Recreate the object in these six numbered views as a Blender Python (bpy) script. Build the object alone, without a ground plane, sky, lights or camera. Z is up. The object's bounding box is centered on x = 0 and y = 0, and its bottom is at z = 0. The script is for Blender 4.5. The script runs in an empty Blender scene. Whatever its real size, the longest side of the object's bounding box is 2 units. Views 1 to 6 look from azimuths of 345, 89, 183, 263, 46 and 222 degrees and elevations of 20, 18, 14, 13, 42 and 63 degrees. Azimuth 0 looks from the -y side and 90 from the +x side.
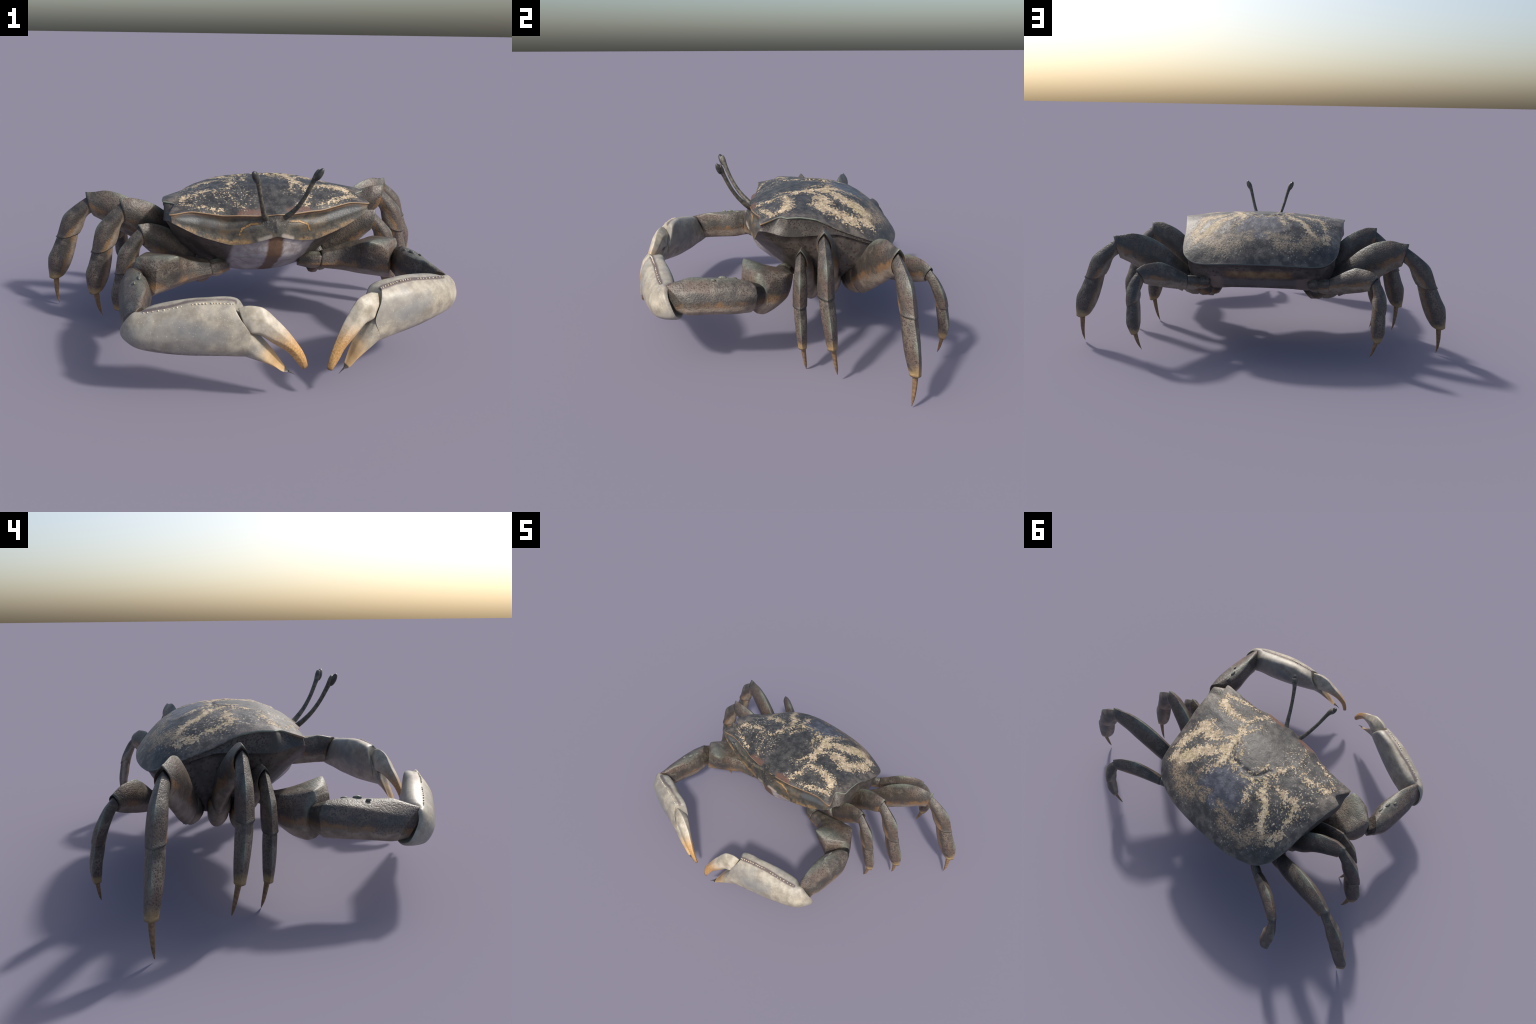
# A grey-brown burrowing crab, modelled part by part (mirror-symmetric body, slightly different claw poses)
import bpy, math, random
import numpy as np
from mathutils import Vector, Matrix, noise

random.seed(7)
A = lambda *v: np.array(v, float)

# ------------------------------------------------------------------ helpers
def pchip(xs, ys, q):
    """monotone cubic interpolation of rows of ys over xs at q"""
    xs = np.asarray(xs, float); ys = np.asarray(ys, float); q = np.asarray(q, float)
    if ys.ndim == 1: return pchip(xs, ys[:, None], q)[:, 0]
    h = np.diff(xs)[:, None]; d = np.diff(ys, axis=0) / h
    n = len(xs); m = np.zeros_like(ys)
    if n == 2: m[:] = d[0]
    else:
        m[0] = d[0]; m[-1] = d[-1]
        for i in range(1, n - 1):
            w1 = 2 * h[i] + h[i - 1]; w2 = h[i] + 2 * h[i - 1]
            a, b = d[i - 1], d[i]
            ok = a * b > 0
            with np.errstate(divide='ignore', invalid='ignore'):
                m[i] = np.where(ok, (w1 + w2) / (w1 / np.where(ok, a, 1) + w2 / np.where(ok, b, 1)), 0)
    k = np.clip(np.searchsorted(xs, q, 'right') - 1, 0, n - 2)
    t = ((q - xs[k]) / (xs[k + 1] - xs[k]))[:, None]; H = h[k]
    return ((2*t**3-3*t**2+1)*ys[k] + (t**3-2*t**2+t)*H*m[k] + (-2*t**3+3*t**2)*ys[k+1] + (t**3-t**2)*H*m[k+1])

def catmull(pts, q, closed=False, tension=0.5):
    """Catmull-Rom spline through pts, q in [0,1]"""
    P = np.asarray(pts, float); n = len(P)
    segs = n if closed else n - 1
    u = np.asarray(q, float) * segs
    k = np.minimum(u.astype(int), segs - 1); t = (u - k)[:, None]
    def g(i):
        return P[i % n] if closed else P[np.clip(i, 0, n - 1)]
    p0, p1, p2, p3 = g(k - 1), g(k), g(k + 1), g(k + 2)
    m1 = tension * (p2 - p0); m2 = tension * (p3 - p1)
    return (2*t**3-3*t**2+1)*p1 + (t**3-2*t**2+t)*m1 + (-2*t**3+3*t**2)*p2 + (t**3-t**2)*m2

MATS = {}
def make_object(name, verts, faces, mat, parent=None, frame=None, mirror=False, smooth=True, angle=None):
    """frame: 4x4 numpy local->world.  mirror: reflect across x = 0 (geometry, not scale)"""
    V = np.asarray(verts, float)
    F = faces
    if mirror:
        V = V * A(-1, 1, 1)
        F = [tuple(reversed(f)) for f in F]
    M = np.eye(4) if frame is None else np.array(frame, float)
    if mirror and frame is not None:
        R = M[:3, :3].copy(); R = np.diag([-1, 1, 1]) @ R
        R[:, 1] *= -1                        # keep a right-handed frame
        M[:3, :3] = R; M[:3, 3] *= A(-1, 1, 1)
    L = (np.linalg.inv(M) @ np.c_[V, np.ones(len(V))].T).T[:, :3]
    me = bpy.data.meshes.new(name)
    me.from_pydata([tuple(p) for p in L], [], F)
    me.validate(); me.update()
    if smooth:
        me.polygons.foreach_set('use_smooth', [True] * len(me.polygons))
        if angle: me.set_sharp_from_angle(angle=math.radians(angle))
    me.materials.append(MATS[mat])
    ob = bpy.data.objects.new(name, me)
    bpy.context.scene.collection.objects.link(ob)
    W = Matrix(M.tolist())
    if parent is not None:
        ob.parent = parent
        ob.matrix_parent_inverse = Matrix.Identity(4)
        pw = WORLD.get(parent.name, Matrix.Identity(4))
        ob.matrix_basis = pw.inverted() @ W
    else:
        ob.matrix_basis = W
    WORLD[ob.name] = W
    return ob
WORLD = {}

def frame_of(origin, xdir, zdir):
    x = xdir / np.linalg.norm(xdir); z = zdir - x * (zdir @ x); z /= np.linalg.norm(z)
    y = np.cross(z, x); M = np.eye(4)
    M[:3, 0] = x; M[:3, 1] = y; M[:3, 2] = z; M[:3, 3] = origin
    return M

def orient(V, F):
    """make the faces of a closed mesh point outward"""
    V = np.asarray(V); vol = 0
    for f in F:
        a = V[f[0]]
        for i in range(1, len(f) - 1):
            vol += a @ np.cross(V[f[i]], V[f[i + 1]])
    return F if vol > 0 else [tuple(reversed(f)) for f in F]

def loft(rings, cap0='flat', cap1='flat', recess=0.014):
    """rings: array (n, m, 3) of closed rings -> verts, faces; cap 'hollow' = sunken rim"""
    R = [np.asarray(r, float) for r in rings]
    def inset(r, ref, depth):
        c = r.mean(0); d = ref.mean(0) - c; L = np.linalg.norm(d)
        d = d / (L + 1e-9)
        return [c + (r - c) * 0.95 + d * 0.0005, c + (r - c) * 0.88 + d * depth]
    if cap1 == 'hollow': R = R + inset(R[-1], R[-2], recess)
    if cap0 == 'hollow': R = inset(R[0], R[1], recess)[::-1] + R
    m = len(R[0]); n = len(R)
    V = list(np.concatenate(R)); F = []
    for i in range(n - 1):
        for j in range(m):
            a, b = i * m + j, i * m + (j + 1) % m
            F.append((a, b, b + m, a + m))
    for end in (0, n - 1):
        V.append(R[end].mean(0)); c = len(V) - 1
        for j in range(m):
            a, b = end * m + j, end * m + (j + 1) % m
            F.append((b, a, c) if end == 0 else (a, b, c))
    return np.array(V), orient(V, F)

def loop_loft(loops, nu=48, nv=40, tension=0.42, stations=None, plug0=None, plug1=None, **kw):
    """loops of few control points -> smooth body"""
    L = np.asarray(loops, float)                      # k, m, 3
    k = len(L)
    s = np.linspace(0, 1, k) if stations is None else np.asarray(stations, float)
    q = np.linspace(0, 1, nv)
    Lq = np.stack([pchip(s, L[:, j], q) for j in range(L.shape[1])], 1)
    u = np.arange(nu) / nu
    R = [catmull(r, u, True, tension) for r in Lq]
    if plug0 is not None:                     # narrower end that slips into the neighbouring piece
        k, d = plug0; c = R[0].mean(0); R = [c + (R[0] - c) * k + A(*d), c + (R[0] - c) * .96] + R
    if plug1 is not None:
        k, d = plug1; c = R[-1].mean(0); R = R + [c + (R[-1] - c) * .96, c + (R[-1] - c) * k + A(*d)]
    return loft(R, **kw)

def blade(O, I, W, side, nu=40, nv=32, sharp=0.86, blunt=0.55, sag=0.0, **kw):
    """leg segment: outer ridge O, inner edge I, widths W, side direction"""
    O = np.asarray(O, float); I = np.asarray(I, float); W = np.asarray(W, float)
    k = len(O)
    d = np.r_[0, np.cumsum(np.linalg.norm(np.diff((O + I) / 2, axis=0), axis=1))]; s = d / d[-1]
    q = np.linspace(0, 1, nv)
    Oq, Iq, Wq = pchip(s, O, q), pchip(s, I, q), pchip(s, W, q)
    half = nu // 2
    uu = (1 - np.cos(np.linspace(0, math.pi, half + 1))) / 2
    ex = sharp + (blunt - sharp) * uu
    lat = np.sin(np.pi * uu) ** ex
    side = side / np.linalg.norm(side)
    rings = []
    for i in range(nv):
        ax = ((Oq[min(i + 1, nv - 1)] + Iq[min(i + 1, nv - 1)]) - (Oq[max(i - 1, 0)] + Iq[max(i - 1, 0)])) / 2
        ax = ax / np.linalg.norm(ax)
        base = Oq[i] + (Iq[i] - Oq[i]) * uu[:, None] + ax * (sag * np.sin(np.pi * uu))[:, None] * (q[i])
        sd = np.cross(ax, Oq[i] - Iq[i]); sd /= np.linalg.norm(sd)
        if sd @ side < 0: sd = -sd
        a = base + sd * (lat * Wq[i] / 2)[:, None]
        b = base - sd * (lat * Wq[i] / 2)[:, None]
        rings.append(np.r_[a, b[-2:0:-1]])
    return loft(rings, **kw)

def tube(pts, radii, nu=20, nv=40, flat=1.0):
    P = catmull(pts, np.linspace(0, 1, nv)); r = pchip(np.linspace(0, 1, len(radii)), radii, np.linspace(0, 1, nv))
    T = np.gradient(P, axis=0); T /= np.linalg.norm(T, axis=1)[:, None]
    x = np.cross(T[0], A(0.3, 0.9, 0.1)); x /= np.linalg.norm(x)
    rings = []
    for i in range(nv):
        x = x - T[i] * (x @ T[i]); x /= np.linalg.norm(x); y = np.cross(T[i], x)
        a = np.linspace(0, 2 * math.pi, nu, endpoint=False)[:, None]
        rings.append(P[i] + r[i] * (np.cos(a) * x + np.sin(a) * y * flat))
    return loft(rings)

def ellipsoid(c, ax, rad, nu=24, nv=14):
    ax = [a / np.linalg.norm(a) for a in ax]
    V = []; F = []
    for i in range(1, nv):
        t = math.pi * i / nv
        for j in range(nu):
            p = 2 * math.pi * j / nu
            V.append(c + ax[0] * rad[0] * math.cos(t) + ax[1] * rad[1] * math.sin(t) * math.cos(p) + ax[2] * rad[2] * math.sin(t) * math.sin(p))
    for i in range(nv - 2):
        for j in range(nu):
            a, b = i * nu + j, i * nu + (j + 1) % nu
            F.append((a, b, b + nu, a + nu))
    V.append(c + ax[0] * rad[0]); V.append(c - ax[0] * rad[0]); n = len(V)
    for j in range(nu):
        F.append((n - 2, (j + 1) % nu, j)); k = (nv - 2) * nu
        F.append((n - 1, k + j, k + (j + 1) % nu))
    return np.array(V), orient(V, F)

def merge(parts):
    V = []; F = []; o = 0
    for v, f in parts:
        V.append(v); F += [tuple(i + o for i in q) for q in f]; o += len(v)
    return np.concatenate(V), F

def rigid_fit(P, Q):
    """best rotation + translation taking points P to Q"""
    P, Q = np.asarray(P), np.asarray(Q); cp, cq = P.mean(0), Q.mean(0)
    U, _, Vt = np.linalg.svd((P - cp).T @ (Q - cq)); d = np.sign(np.linalg.det(Vt.T @ U.T))
    R = Vt.T @ np.diag([1, 1, d]) @ U.T
    return lambda X: (np.asarray(X) - cp) @ R.T + cq

# ------------------------------------------------------------------ materials (all procedural)
class Nodes:
    def __init__(self, name):
        self.mat = bpy.data.materials.new(name); self.mat.use_nodes = True
        self.t = self.mat.node_tree; self.bsdf = self.t.nodes['Principled BSDF']
        MATS[name] = self.mat
        self.coord = self.t.nodes.new('ShaderNodeTexCoord')
        self.obj = self.coord.outputs['Object']; self.gen = self.coord.outputs['Generated']
    def put(self, sock, v):
        if isinstance(v, bpy.types.NodeSocket): self.t.links.new(v, sock)
        elif sock.type == 'RGBA': sock.default_value = (*v, 1) if len(v) == 3 else v
        else: sock.default_value = v
    def math(self, op, a, b=None, c=None, clamp=False):
        n = self.t.nodes.new('ShaderNodeMath'); n.operation = op; n.use_clamp = clamp
        for i, v in enumerate((a, b, c)):
            if v is not None: self.put(n.inputs[i], v)
        return n.outputs[0]
    def vec(self, op, a, b=None, scale=None):
        n = self.t.nodes.new('ShaderNodeVectorMath'); n.operation = op
        self.put(n.inputs[0], a)
        if b is not None: self.put(n.inputs[1], b)
        if scale is not None: self.put(n.inputs['Scale'], scale)
        return n.outputs['Value'] if op in ('DOT_PRODUCT', 'LENGTH', 'DISTANCE') else n.outputs['Vector']
    def xyz(self, v):
        n = self.t.nodes.new('ShaderNodeSeparateXYZ'); self.put(n.inputs[0], v); return n.outputs
    def comb(self, x, y, z):
        n = self.t.nodes.new('ShaderNodeCombineXYZ')
        for i, v in enumerate((x, y, z)): self.put(n.inputs[i], v)
        return n.outputs[0]
    def noise(self, v, scale, detail=3, rough=.55, dist=0, color=False):
        n = self.t.nodes.new('ShaderNodeTexNoise'); self.put(n.inputs['Vector'], v)
        n.inputs['Scale'].default_value = scale; n.inputs['Detail'].default_value = detail
        n.inputs['Roughness'].default_value = rough; n.inputs['Distortion'].default_value = dist
        return n.outputs['Color' if color else 'Fac']
    def wobble(self, scale, amp, detail=3):
        """2D noise vector without colour conversions (keeps big shaders small)"""
        a = self.noise(self.obj, scale, detail, .6); b = self.noise(self.vec('ADD', self.obj, (3.7, 1.9, 8.3)), scale, detail, .6)
        return self.comb(self.math('MULTIPLY_ADD', a, amp, -.5 * amp), self.math('MULTIPLY_ADD', b, amp, -.5 * amp), 0.0)
    def voronoi(self, v, scale, feature='F1'):
        n = self.t.nodes.new('ShaderNodeTexVoronoi'); n.feature = feature; self.put(n.inputs['Vector'], v)
        n.inputs['Scale'].default_value = scale; return n.outputs['Distance']
    def step(self, v, lo, hi, a=0., b=1.):
        n = self.t.nodes.new('ShaderNodeMapRange'); n.interpolation_type = 'SMOOTHSTEP'
        self.put(n.inputs[0], v); n.inputs[1].default_value = lo; n.inputs[2].default_value = hi
        n.inputs[3].default_value = a; n.inputs[4].default_value = b; return n.outputs[0]
    def mix(self, f, a, b):
        n = self.t.nodes.new('ShaderNodeMix'); n.data_type = 'RGBA'
        self.put(n.inputs[0], f); self.put(n.inputs[6], a); self.put(n.inputs[7], b); return n.outputs[2]
    def mul(self, a, b): return self.math('MULTIPLY', a, b)
    def add(self, a, b): return self.math('ADD', a, b)
    def band(self, v, c, w, soft):
        """1 within w of c"""
        d = self.math('ABSOLUTE', self.math('SUBTRACT', v, c)); return self.step(d, w - soft, w + soft, 1, 0)
    def path(self, p, pts, r0, r1=None, out=None):
        """signed distance (minus radius) to a polyline of 2D/3D points"""
        m = len(pts) - 1
        for i in range(m):
            a = A(*(tuple(pts[i]) + (0,) * (3 - len(pts[i])))); b = A(*(tuple(pts[i + 1]) + (0,) * (3 - len(pts[i + 1]))))
            # each step waits for the one before it, which keeps the compiled shader small
            pp = p if out is None else self.vec('SCALE', p, scale=self.math('MULTIPLY_ADD', out, 1e-7, 1.0))
            d = b - a; q = self.vec('SUBTRACT', pp, tuple(a))
            t = self.math('MULTIPLY', self.vec('DOT_PRODUCT', q, tuple(d / (d @ d))), 1.0, clamp=True)
            e = self.vec('DISTANCE', q, self.vec('SCALE', tuple(d), scale=t))
            rr = r0 if r1 is None else r0 + (r1 - r0) * (i + .5) / m
            e = self.math('SUBTRACT', e, rr)
            out = e if out is None else self.math('MINIMUM', out, e)
        return out
    def union(self, *ds):
        o = ds[0]
        for d in ds[1:]: o = self.math('MINIMUM', o, d)
        return o
    def finish(self, color, rough=.5, height=None, bump=.3, dist=.01, spec=.5, coat=0):
        self.put(self.bsdf.inputs['Base Color'], color); self.put(self.bsdf.inputs['Roughness'], rough)
        self.bsdf.inputs['Specular IOR Level'].default_value = spec
        self.bsdf.inputs['Coat Weight'].default_value = coat; self.bsdf.inputs['Coat Roughness'].default_value = .35
        if height is not None:
            b = self.t.nodes.new('ShaderNodeBump'); b.inputs['Strength'].default_value = bump
            b.inputs['Distance'].default_value = dist; self.put(b.inputs['Height'], height)
            self.t.links.new(b.outputs[0], self.bsdf.inputs['Normal'])

# worn cream patches on the shell: mirror-symmetric strokes in plan (|x|, y)
CREAM = [
 ([(.140,-.102),(.165,-.071),(.178,-.028),(.192,.016)], .010, .013),
 ([(.192,.016),(.166,.055),(.147,.105),(.138,.145),(.124,.195),(.103,.240)], .013, .022),
 ([(.196,.018),(.225,.024),(.265,.034),(.318,.030),(.370,.004)], .014, .027),
 ([(.142,.094),(.122,.037),(.102,-.02)], .007, .003),
 ([(.130,.127),(.092,.127),(.073,.161),(.058,.205)], .009, .004),
 ([(.121,.150),(.117,.185),(.098,.217),(.062,.243),(.020,.251)], .012, .009),
 ([(.150,.115),(.186,.167),(.221,.183),(.245,.190)], .009, .010),
 ([(.240,.180),(.272,.200),(.310,.168),(.350,.190)], .030, .034),
 ([(.335,.200),(.352,.250),(.355,.310),(.345,.385)], .026, .022),
 ([(.135,.190),(.168,.245),(.212,.262),(.240,.310),(.280,.375)], .026, .034),
 ([(.103,.241),(.112,.300),(.132,.340)], .022, .014),
 ([(.225,-.100),(.300,-.078),(.385,-.045)], .010, .014),
]
CREAM_REAR = [
 ([(.050,.450),(.100,.440),(.155,.436),(.200,.455)], .014, .022),
 ([(.105,.478),(.160,.485),(.215,.475),(.270,.450)], .026, .036),
 ([(.250,.420),(.300,.405),(.335,.380)], .034, .028),
 ([(.034,.424),(.088,.434),(.132,.424),(.158,.388),(.154,.345),(.138,.305)], .008, .005),
]
def shell_material(name='shell'):
    g = Nodes(name); x, y, z = g.xyz(g.obj)
    p = g.comb(g.math('ABSOLUTE', x), y, 0.0)
    # break the mirror symmetry a little and fray the outlines
    q = g.vec('ADD', g.vec('ADD', p, g.wobble(13, .060, 4)), g.wobble(60, .036))
    dA = dR = None
    for s in CREAM: dA = g.path(q, *s, out=dA)
    for s in CREAM_REAR: dR = g.path(q, *s, out=dR)
    fine = g.noise(g.obj, 95, 4, .65); med = g.noise(g.obj, 26, 4, .6); big = g.noise(g.obj, 7, 3, .5)
    fray = g.math('MULTIPLY_ADD', fine, .130, -.064); fray = g.add(fray, g.math('MULTIPLY_ADD', med, .080, -.040))
    left = g.step(x, -.13, -.03, 1, 0)
    fray = g.add(fray, g.mul(left, g.math('MULTIPLY_ADD', big, .030, -.004)))
    mA = g.step(g.add(dA, fray), -.004, .004, 1, 0); mR = g.step(g.add(dR, fray), -.008, .008, 1, 0)
    halo = g.step(g.union(dA, dR), .0, .05, 1, 0)
    # ground colour
    ground = g.mix(g.step(med, .35, .68), (.024, .0235, .023), (.063, .060, .056))
    ground = g.mix(g.mul(g.step(fine, .52, .72), .5), ground, (.12, .115, .108))
    cardiac = g.step(g.vec('DISTANCE', g.vec('MULTIPLY', q, (1, 1.15, 1)), (0, .40, 0)), .09, .17, 1, 0)
    ground = g.mix(g.mul(cardiac, .65), ground, g.mix(g.step(med, .4, .65), (.050, .056, .075), (.115, .120, .150)))
    ax = g.math('ABSOLUTE', x)
    side = g.math('MAXIMUM', g.step(g.add(ax, g.math('MULTIPLY_ADD', big, .16, -.08)), .35, .42),
                  g.step(g.add(y, g.math('MULTIPLY_ADD', big, .10, -.05)), .44, .54))
    edge = g.mix(g.step(med, .38, .62), (.060, .052, .045), (.150, .128, .105))
    edge = g.mix(g.step(fine, .56, .70), edge, (.050, .042, .040))
    ground = g.mix(g.mul(side, .8), ground, edge)
    orange = g.mul(g.step(g.path(q, [(.075,-.132),(.150,-.128)], .012), -.006, .012, 1, 0), .8)
    ground = g.mix(orange, ground, g.mix(med, (.16, .075, .045), (.10, .060, .050)))
    # loose flecks near the patches
    belt = g.mul(left, g.step(g.path(q, [(.10, -.04), (.30, .03), (.36, .16), (.30, .30)], .05), -.02, .05, 1, 0))
    fl = g.mul(g.step(g.noise(g.obj, 105, 2, .5), .585, .66), g.math('MAXIMUM', g.mul(halo, g.step(med, .45, .6)), g.mul(belt, g.step(med, .38, .52))))
    cream = g.mix(g.step(g.noise(g.obj, 40, 4, .6), .35, .66), (.34, .265, .170), (.60, .485, .335))
    cream = g.mix(g.mul(g.step(big, .55, .72), .30), cream, (.42, .36, .13))
    pores = g.step(g.noise(g.obj, 130, 3, .6), .40, .50, 1, 0)
    cream = g.mix(g.mul(pores, .35), cream, (.13, .105, .075))
    tan = g.mix(g.step(fine, .40, .60), (.10, .080, .062), (.34, .255, .160))
    c = g.mix(fl, ground, (.42, .36, .26))
    c = g.mix(mR, c, tan); c = g.mix(mA, c, cream)
    h = g.add(g.mul(g.math('MAXIMUM', mA, g.mul(mR, .8)), g.add(.45, g.mul(fine, .8))), g.add(g.mul(fine, .35), g.mul(med, .25)))
    g.finish(c, g.add(.50, g.mul(mA, .2)), h, .75, .007)
    return g

def rim_material():
    g = Nodes('rim'); x, y, z = g.xyz(g.obj)
    n = g.noise(g.obj, 60, 3, .6)
    pale = g.mix(n, (.10, .11, .09), (.26, .30, .24))
    tan = g.mix(n, (.16, .10, .055), (.34, .23, .13))
    f = g.step(y, -.07, -.02)
    c = g.mix(f, tan, pale)
    dull = g.mix(g.step(n, .4, .6), (.060, .054, .048), (.130, .115, .095))
    c = g.mix(g.mul(g.step(y, .12, .20), g.step(y, .40, .46, 1, 0)), c, dull)
    c = g.mix(g.step(y, .42, .5), c, g.mix(n, (.06, .07, .065), (.11, .125, .115)))
    g.finish(c, .5)

def face_material():
    g = Nodes('face'); x, y, z = g.xyz(g.obj); ax = g.math('ABSOLUTE', x)
    p = g.comb(ax, z, 0.0)
    w = g.vec('SUBTRACT', g.noise(g.obj, 30, 4, .6, color=True), (.5, .5, .5))
    q = g.vec('ADD', p, g.vec('MULTIPLY', w, (.012, .012, 0)))
    fine = g.noise(g.obj, 120, 4, .65); med = g.noise(g.obj, 24, 4, .6)
    c = g.mix(g.step(med, .35, .65), (.040, .039, .034), (.098, .086, .065))
    c = g.mix(g.mul(g.step(med, .50, .68), .6), c, (.125, .078, .040))
    top = g.step(g.path(q, [(.06,.584),(.162,.588),(.23,.585),(.30,.594),(.37,.605),(.44,.602)], .004), -.006, .010, 1, 0)
    c = g.mix(g.mul(top, .7), c, g.mix(fine, (.13, .065, .032), (.27, .160, .080)))
    low = g.step(g.path(q, [(.12,.472),(.20,.474),(.29,.499),(.365,.535),(.42,.560)], .007), -.006, .010, 1, 0)
    c = g.mix(g.mul(g.mul(low, .75), g.step(med, .36, .56)), c, g.mix(g.step(fine, .35, .62), (.14, .080, .030), (.30, .190, .085)))
    arc = g.step(g.path(p, [(.060,.556),(.110,.552),(.150,.535),(.160,.506)], .0025), 0, .003, 1, 0)
    c = g.mix(g.mul(arc, g.step(fine, .35, .55)), c, (.34, .185, .050))
    grey = g.step(g.path(q, [(.27,.560),(.35,.582),(.40,.590)], .012), -.006, .016, 1, 0)
    c = g.mix(g.mul(grey, .65), c, (.080, .090, .096))
    mid = g.step(g.path(q, [(0,.585),(0,.535),(.05,.560)], .018), -.008, .016, 1, 0)
    c = g.mix(g.mul(mid, .85), c, g.mix(g.step(fine, .52, .70), (.028, .026, .024), (.14, .14, .13)))
    lip = g.step(g.path(q, [(.03,.497),(.075,.482)], .006), -.004, .008, 1, 0)
    c = g.mix(g.mul(lip, .55), c, (.40, .35, .30))
    g.finish(c, .45, g.add(g.mul(med, .7), g.add(g.mul(fine, .5), g.mul(arc, .8))), .5, .006)

def flank_material():
    g = Nodes('flank'); fine = g.noise(g.obj, 70, 3, .6); med = g.noise(g.obj, 16, 4, .6)
    sp = g.step(g.add(g.voronoi(g.vec('ADD', g.obj, g.wobble(60, .012)), 130), g.math('MULTIPLY_ADD', fine, .9, -.45)), .28, .52, 1, 0)
    c = g.mix(g.step(med, .35, .65), (.048, .046, .041), (.098, .086, .072))
    c = g.mix(g.mul(sp, g.step(med, .3, .55)), c, (.036, .023, .023))
    g.finish(c, .5, g.add(fine, med), .25, .004)

def under_material():
    g = Nodes('underside'); x, y, z = g.xyz(g.obj); ax = g.math('ABSOLUTE', x)
    fine = g.noise(g.obj, 70, 3, .6); med = g.noise(g.obj, 14, 4, .6)
    p = g.comb(ax, y, z)
    c = g.mix(g.step(med, .35, .65), (.060, .052, .046), (.120, .100, .085))
    c = g.mix(g.step(fine, .54, .64), c, (.050, .033, .031))
    w = g.vec('SUBTRACT', g.noise(g.obj, 18, 3, .6, color=True), (.5, .5, .5)); q = g.vec('ADD', p, g.vec('SCALE', w, scale=.03))
    qx, qy, qz = g.xyz(q)
    white = g.mul(g.step(qx, .175, .195, 1, 0), g.step(qy, .09, .12, 1, 0))
    vein = g.step(g.math('ABSOLUTE', g.math('SUBTRACT', g.noise(q, 9, 2, .5), .5)), .012, .035, 1, 0)
    wc = g.mix(g.step(med, .3, .7), (.24, .22, .235), (.40, .375, .385)); wc = g.mix(g.mul(vein, .30), wc, (.16, .105, .075))
    wc = g.mix(g.step(qx, .026, .040, 1, 0), wc, g.mix(fine, (.085, .048, .030), (.16, .095, .060)))
    c = g.mix(white, c, wc)
    yel = g.mul(g.mul(g.step(qx, .16, .20, 1, 0), g.step(qy, .40, .42)), g.band(qz, .415, .022, .012))
    c = g.mix(g.mul(yel, .85), c, g.mix(g.step(med, .35, .65), (.16, .095, .045), (.30, .20, .10)))
    belly = g.mul(g.step(qy, .40, .42), g.step(qz, .375, .39, 1, 0))
    c = g.mix(g.mul(belly, .7), c, (.15, .135, .135))
    plate = g.mul(g.band(qx, .235, .035, .012), g.step(qz, .385, .40, 1, 0))
    c = g.mix(g.mul(plate, g.mul(g.step(qy, .25, .30), .8)), c, (.22, .17, .135))
    g.finish(c, .5, g.add(fine, med), .3, .005)

def limb_material(name, pale_at=.30, pale_amt=.8, tip=None, ochre=False, spots=.5, ends=True, light=1.0):
    """mottled shell of legs and arms; Generated x runs along the piece, z from its inner to its outer edge"""
    g = Nodes(name); x, y, z = g.xyz(g.gen)
    fine = g.noise(g.obj, 75, 3, .6); med = g.noise(g.obj, 22, 4, .6); big = g.noise(g.obj, 9, 3, .5)
    k = light
    base = g.mix(g.step(med, .30, .70), (.038*k, .034*k, .029*k), (.128*k, .112*k, .090*k))
    base = g.mix(g.mul(g.step(big, .45, .65), .65), base, (.100*k, .070*k, .053*k))
    wob = g.vec('ADD', g.obj, g.wobble(60, .012))
    sp = g.step(g.add(g.voronoi(wob, 135), g.math('MULTIPLY_ADD', fine, 1.0, -.5)), .20, .60, 1, 0)
    base = g.mix(g.mul(sp, g.step(med, .30, .55, spots * .5, spots * 1.5)), base, (.036, .023, .023))
    # pale, then orange-edged lower side
    zz = g.add(z, g.add(g.math('MULTIPLY_ADD', med, .36, -.18), g.math('MULTIPLY_ADD', fine, .16, -.08)))
    pale = g.step(zz, pale_at - .05, pale_at + .05, 1, 0)
    och = g.mul(g.band(zz, pale_at + .05, .07, .06), g.step(big, .38, .58))
    base = g.mix(g.mul(g.band(zz, pale_at + .22, .12, .10), .55), base, (.040, .038, .036))
    base = g.mix(g.mul(och, .6), base, (.27, .150, .062))
    base = g.mix(g.mul(pale, pale_amt), base, g.mix(g.step(med, .35, .65), (.19, .150, .112), (.31, .255, .195)))
    green = g.step(z, .86, 1.0)
    if ends: green = g.math('MAXIMUM', green, g.step(x, .94, 1.0))
    base = g.mix(g.mul(green, .55), base, g.mix(fine, (.11, .125, .100), (.22, .255, .205)))
    if ochre:
        o = g.step(g.add(x, g.math('MULTIPLY_ADD', med, .2, -.1)), .80, .96)
        base = g.mix(g.mul(o, .85), base, g.mix(med, (.28, .17, .07), (.38, .29, .14)))
    g.finish(base, .46, g.add(g.mul(fine, .6), g.add(g.mul(med, .6), g.mul(sp, -.3))), .35, .005)

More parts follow.
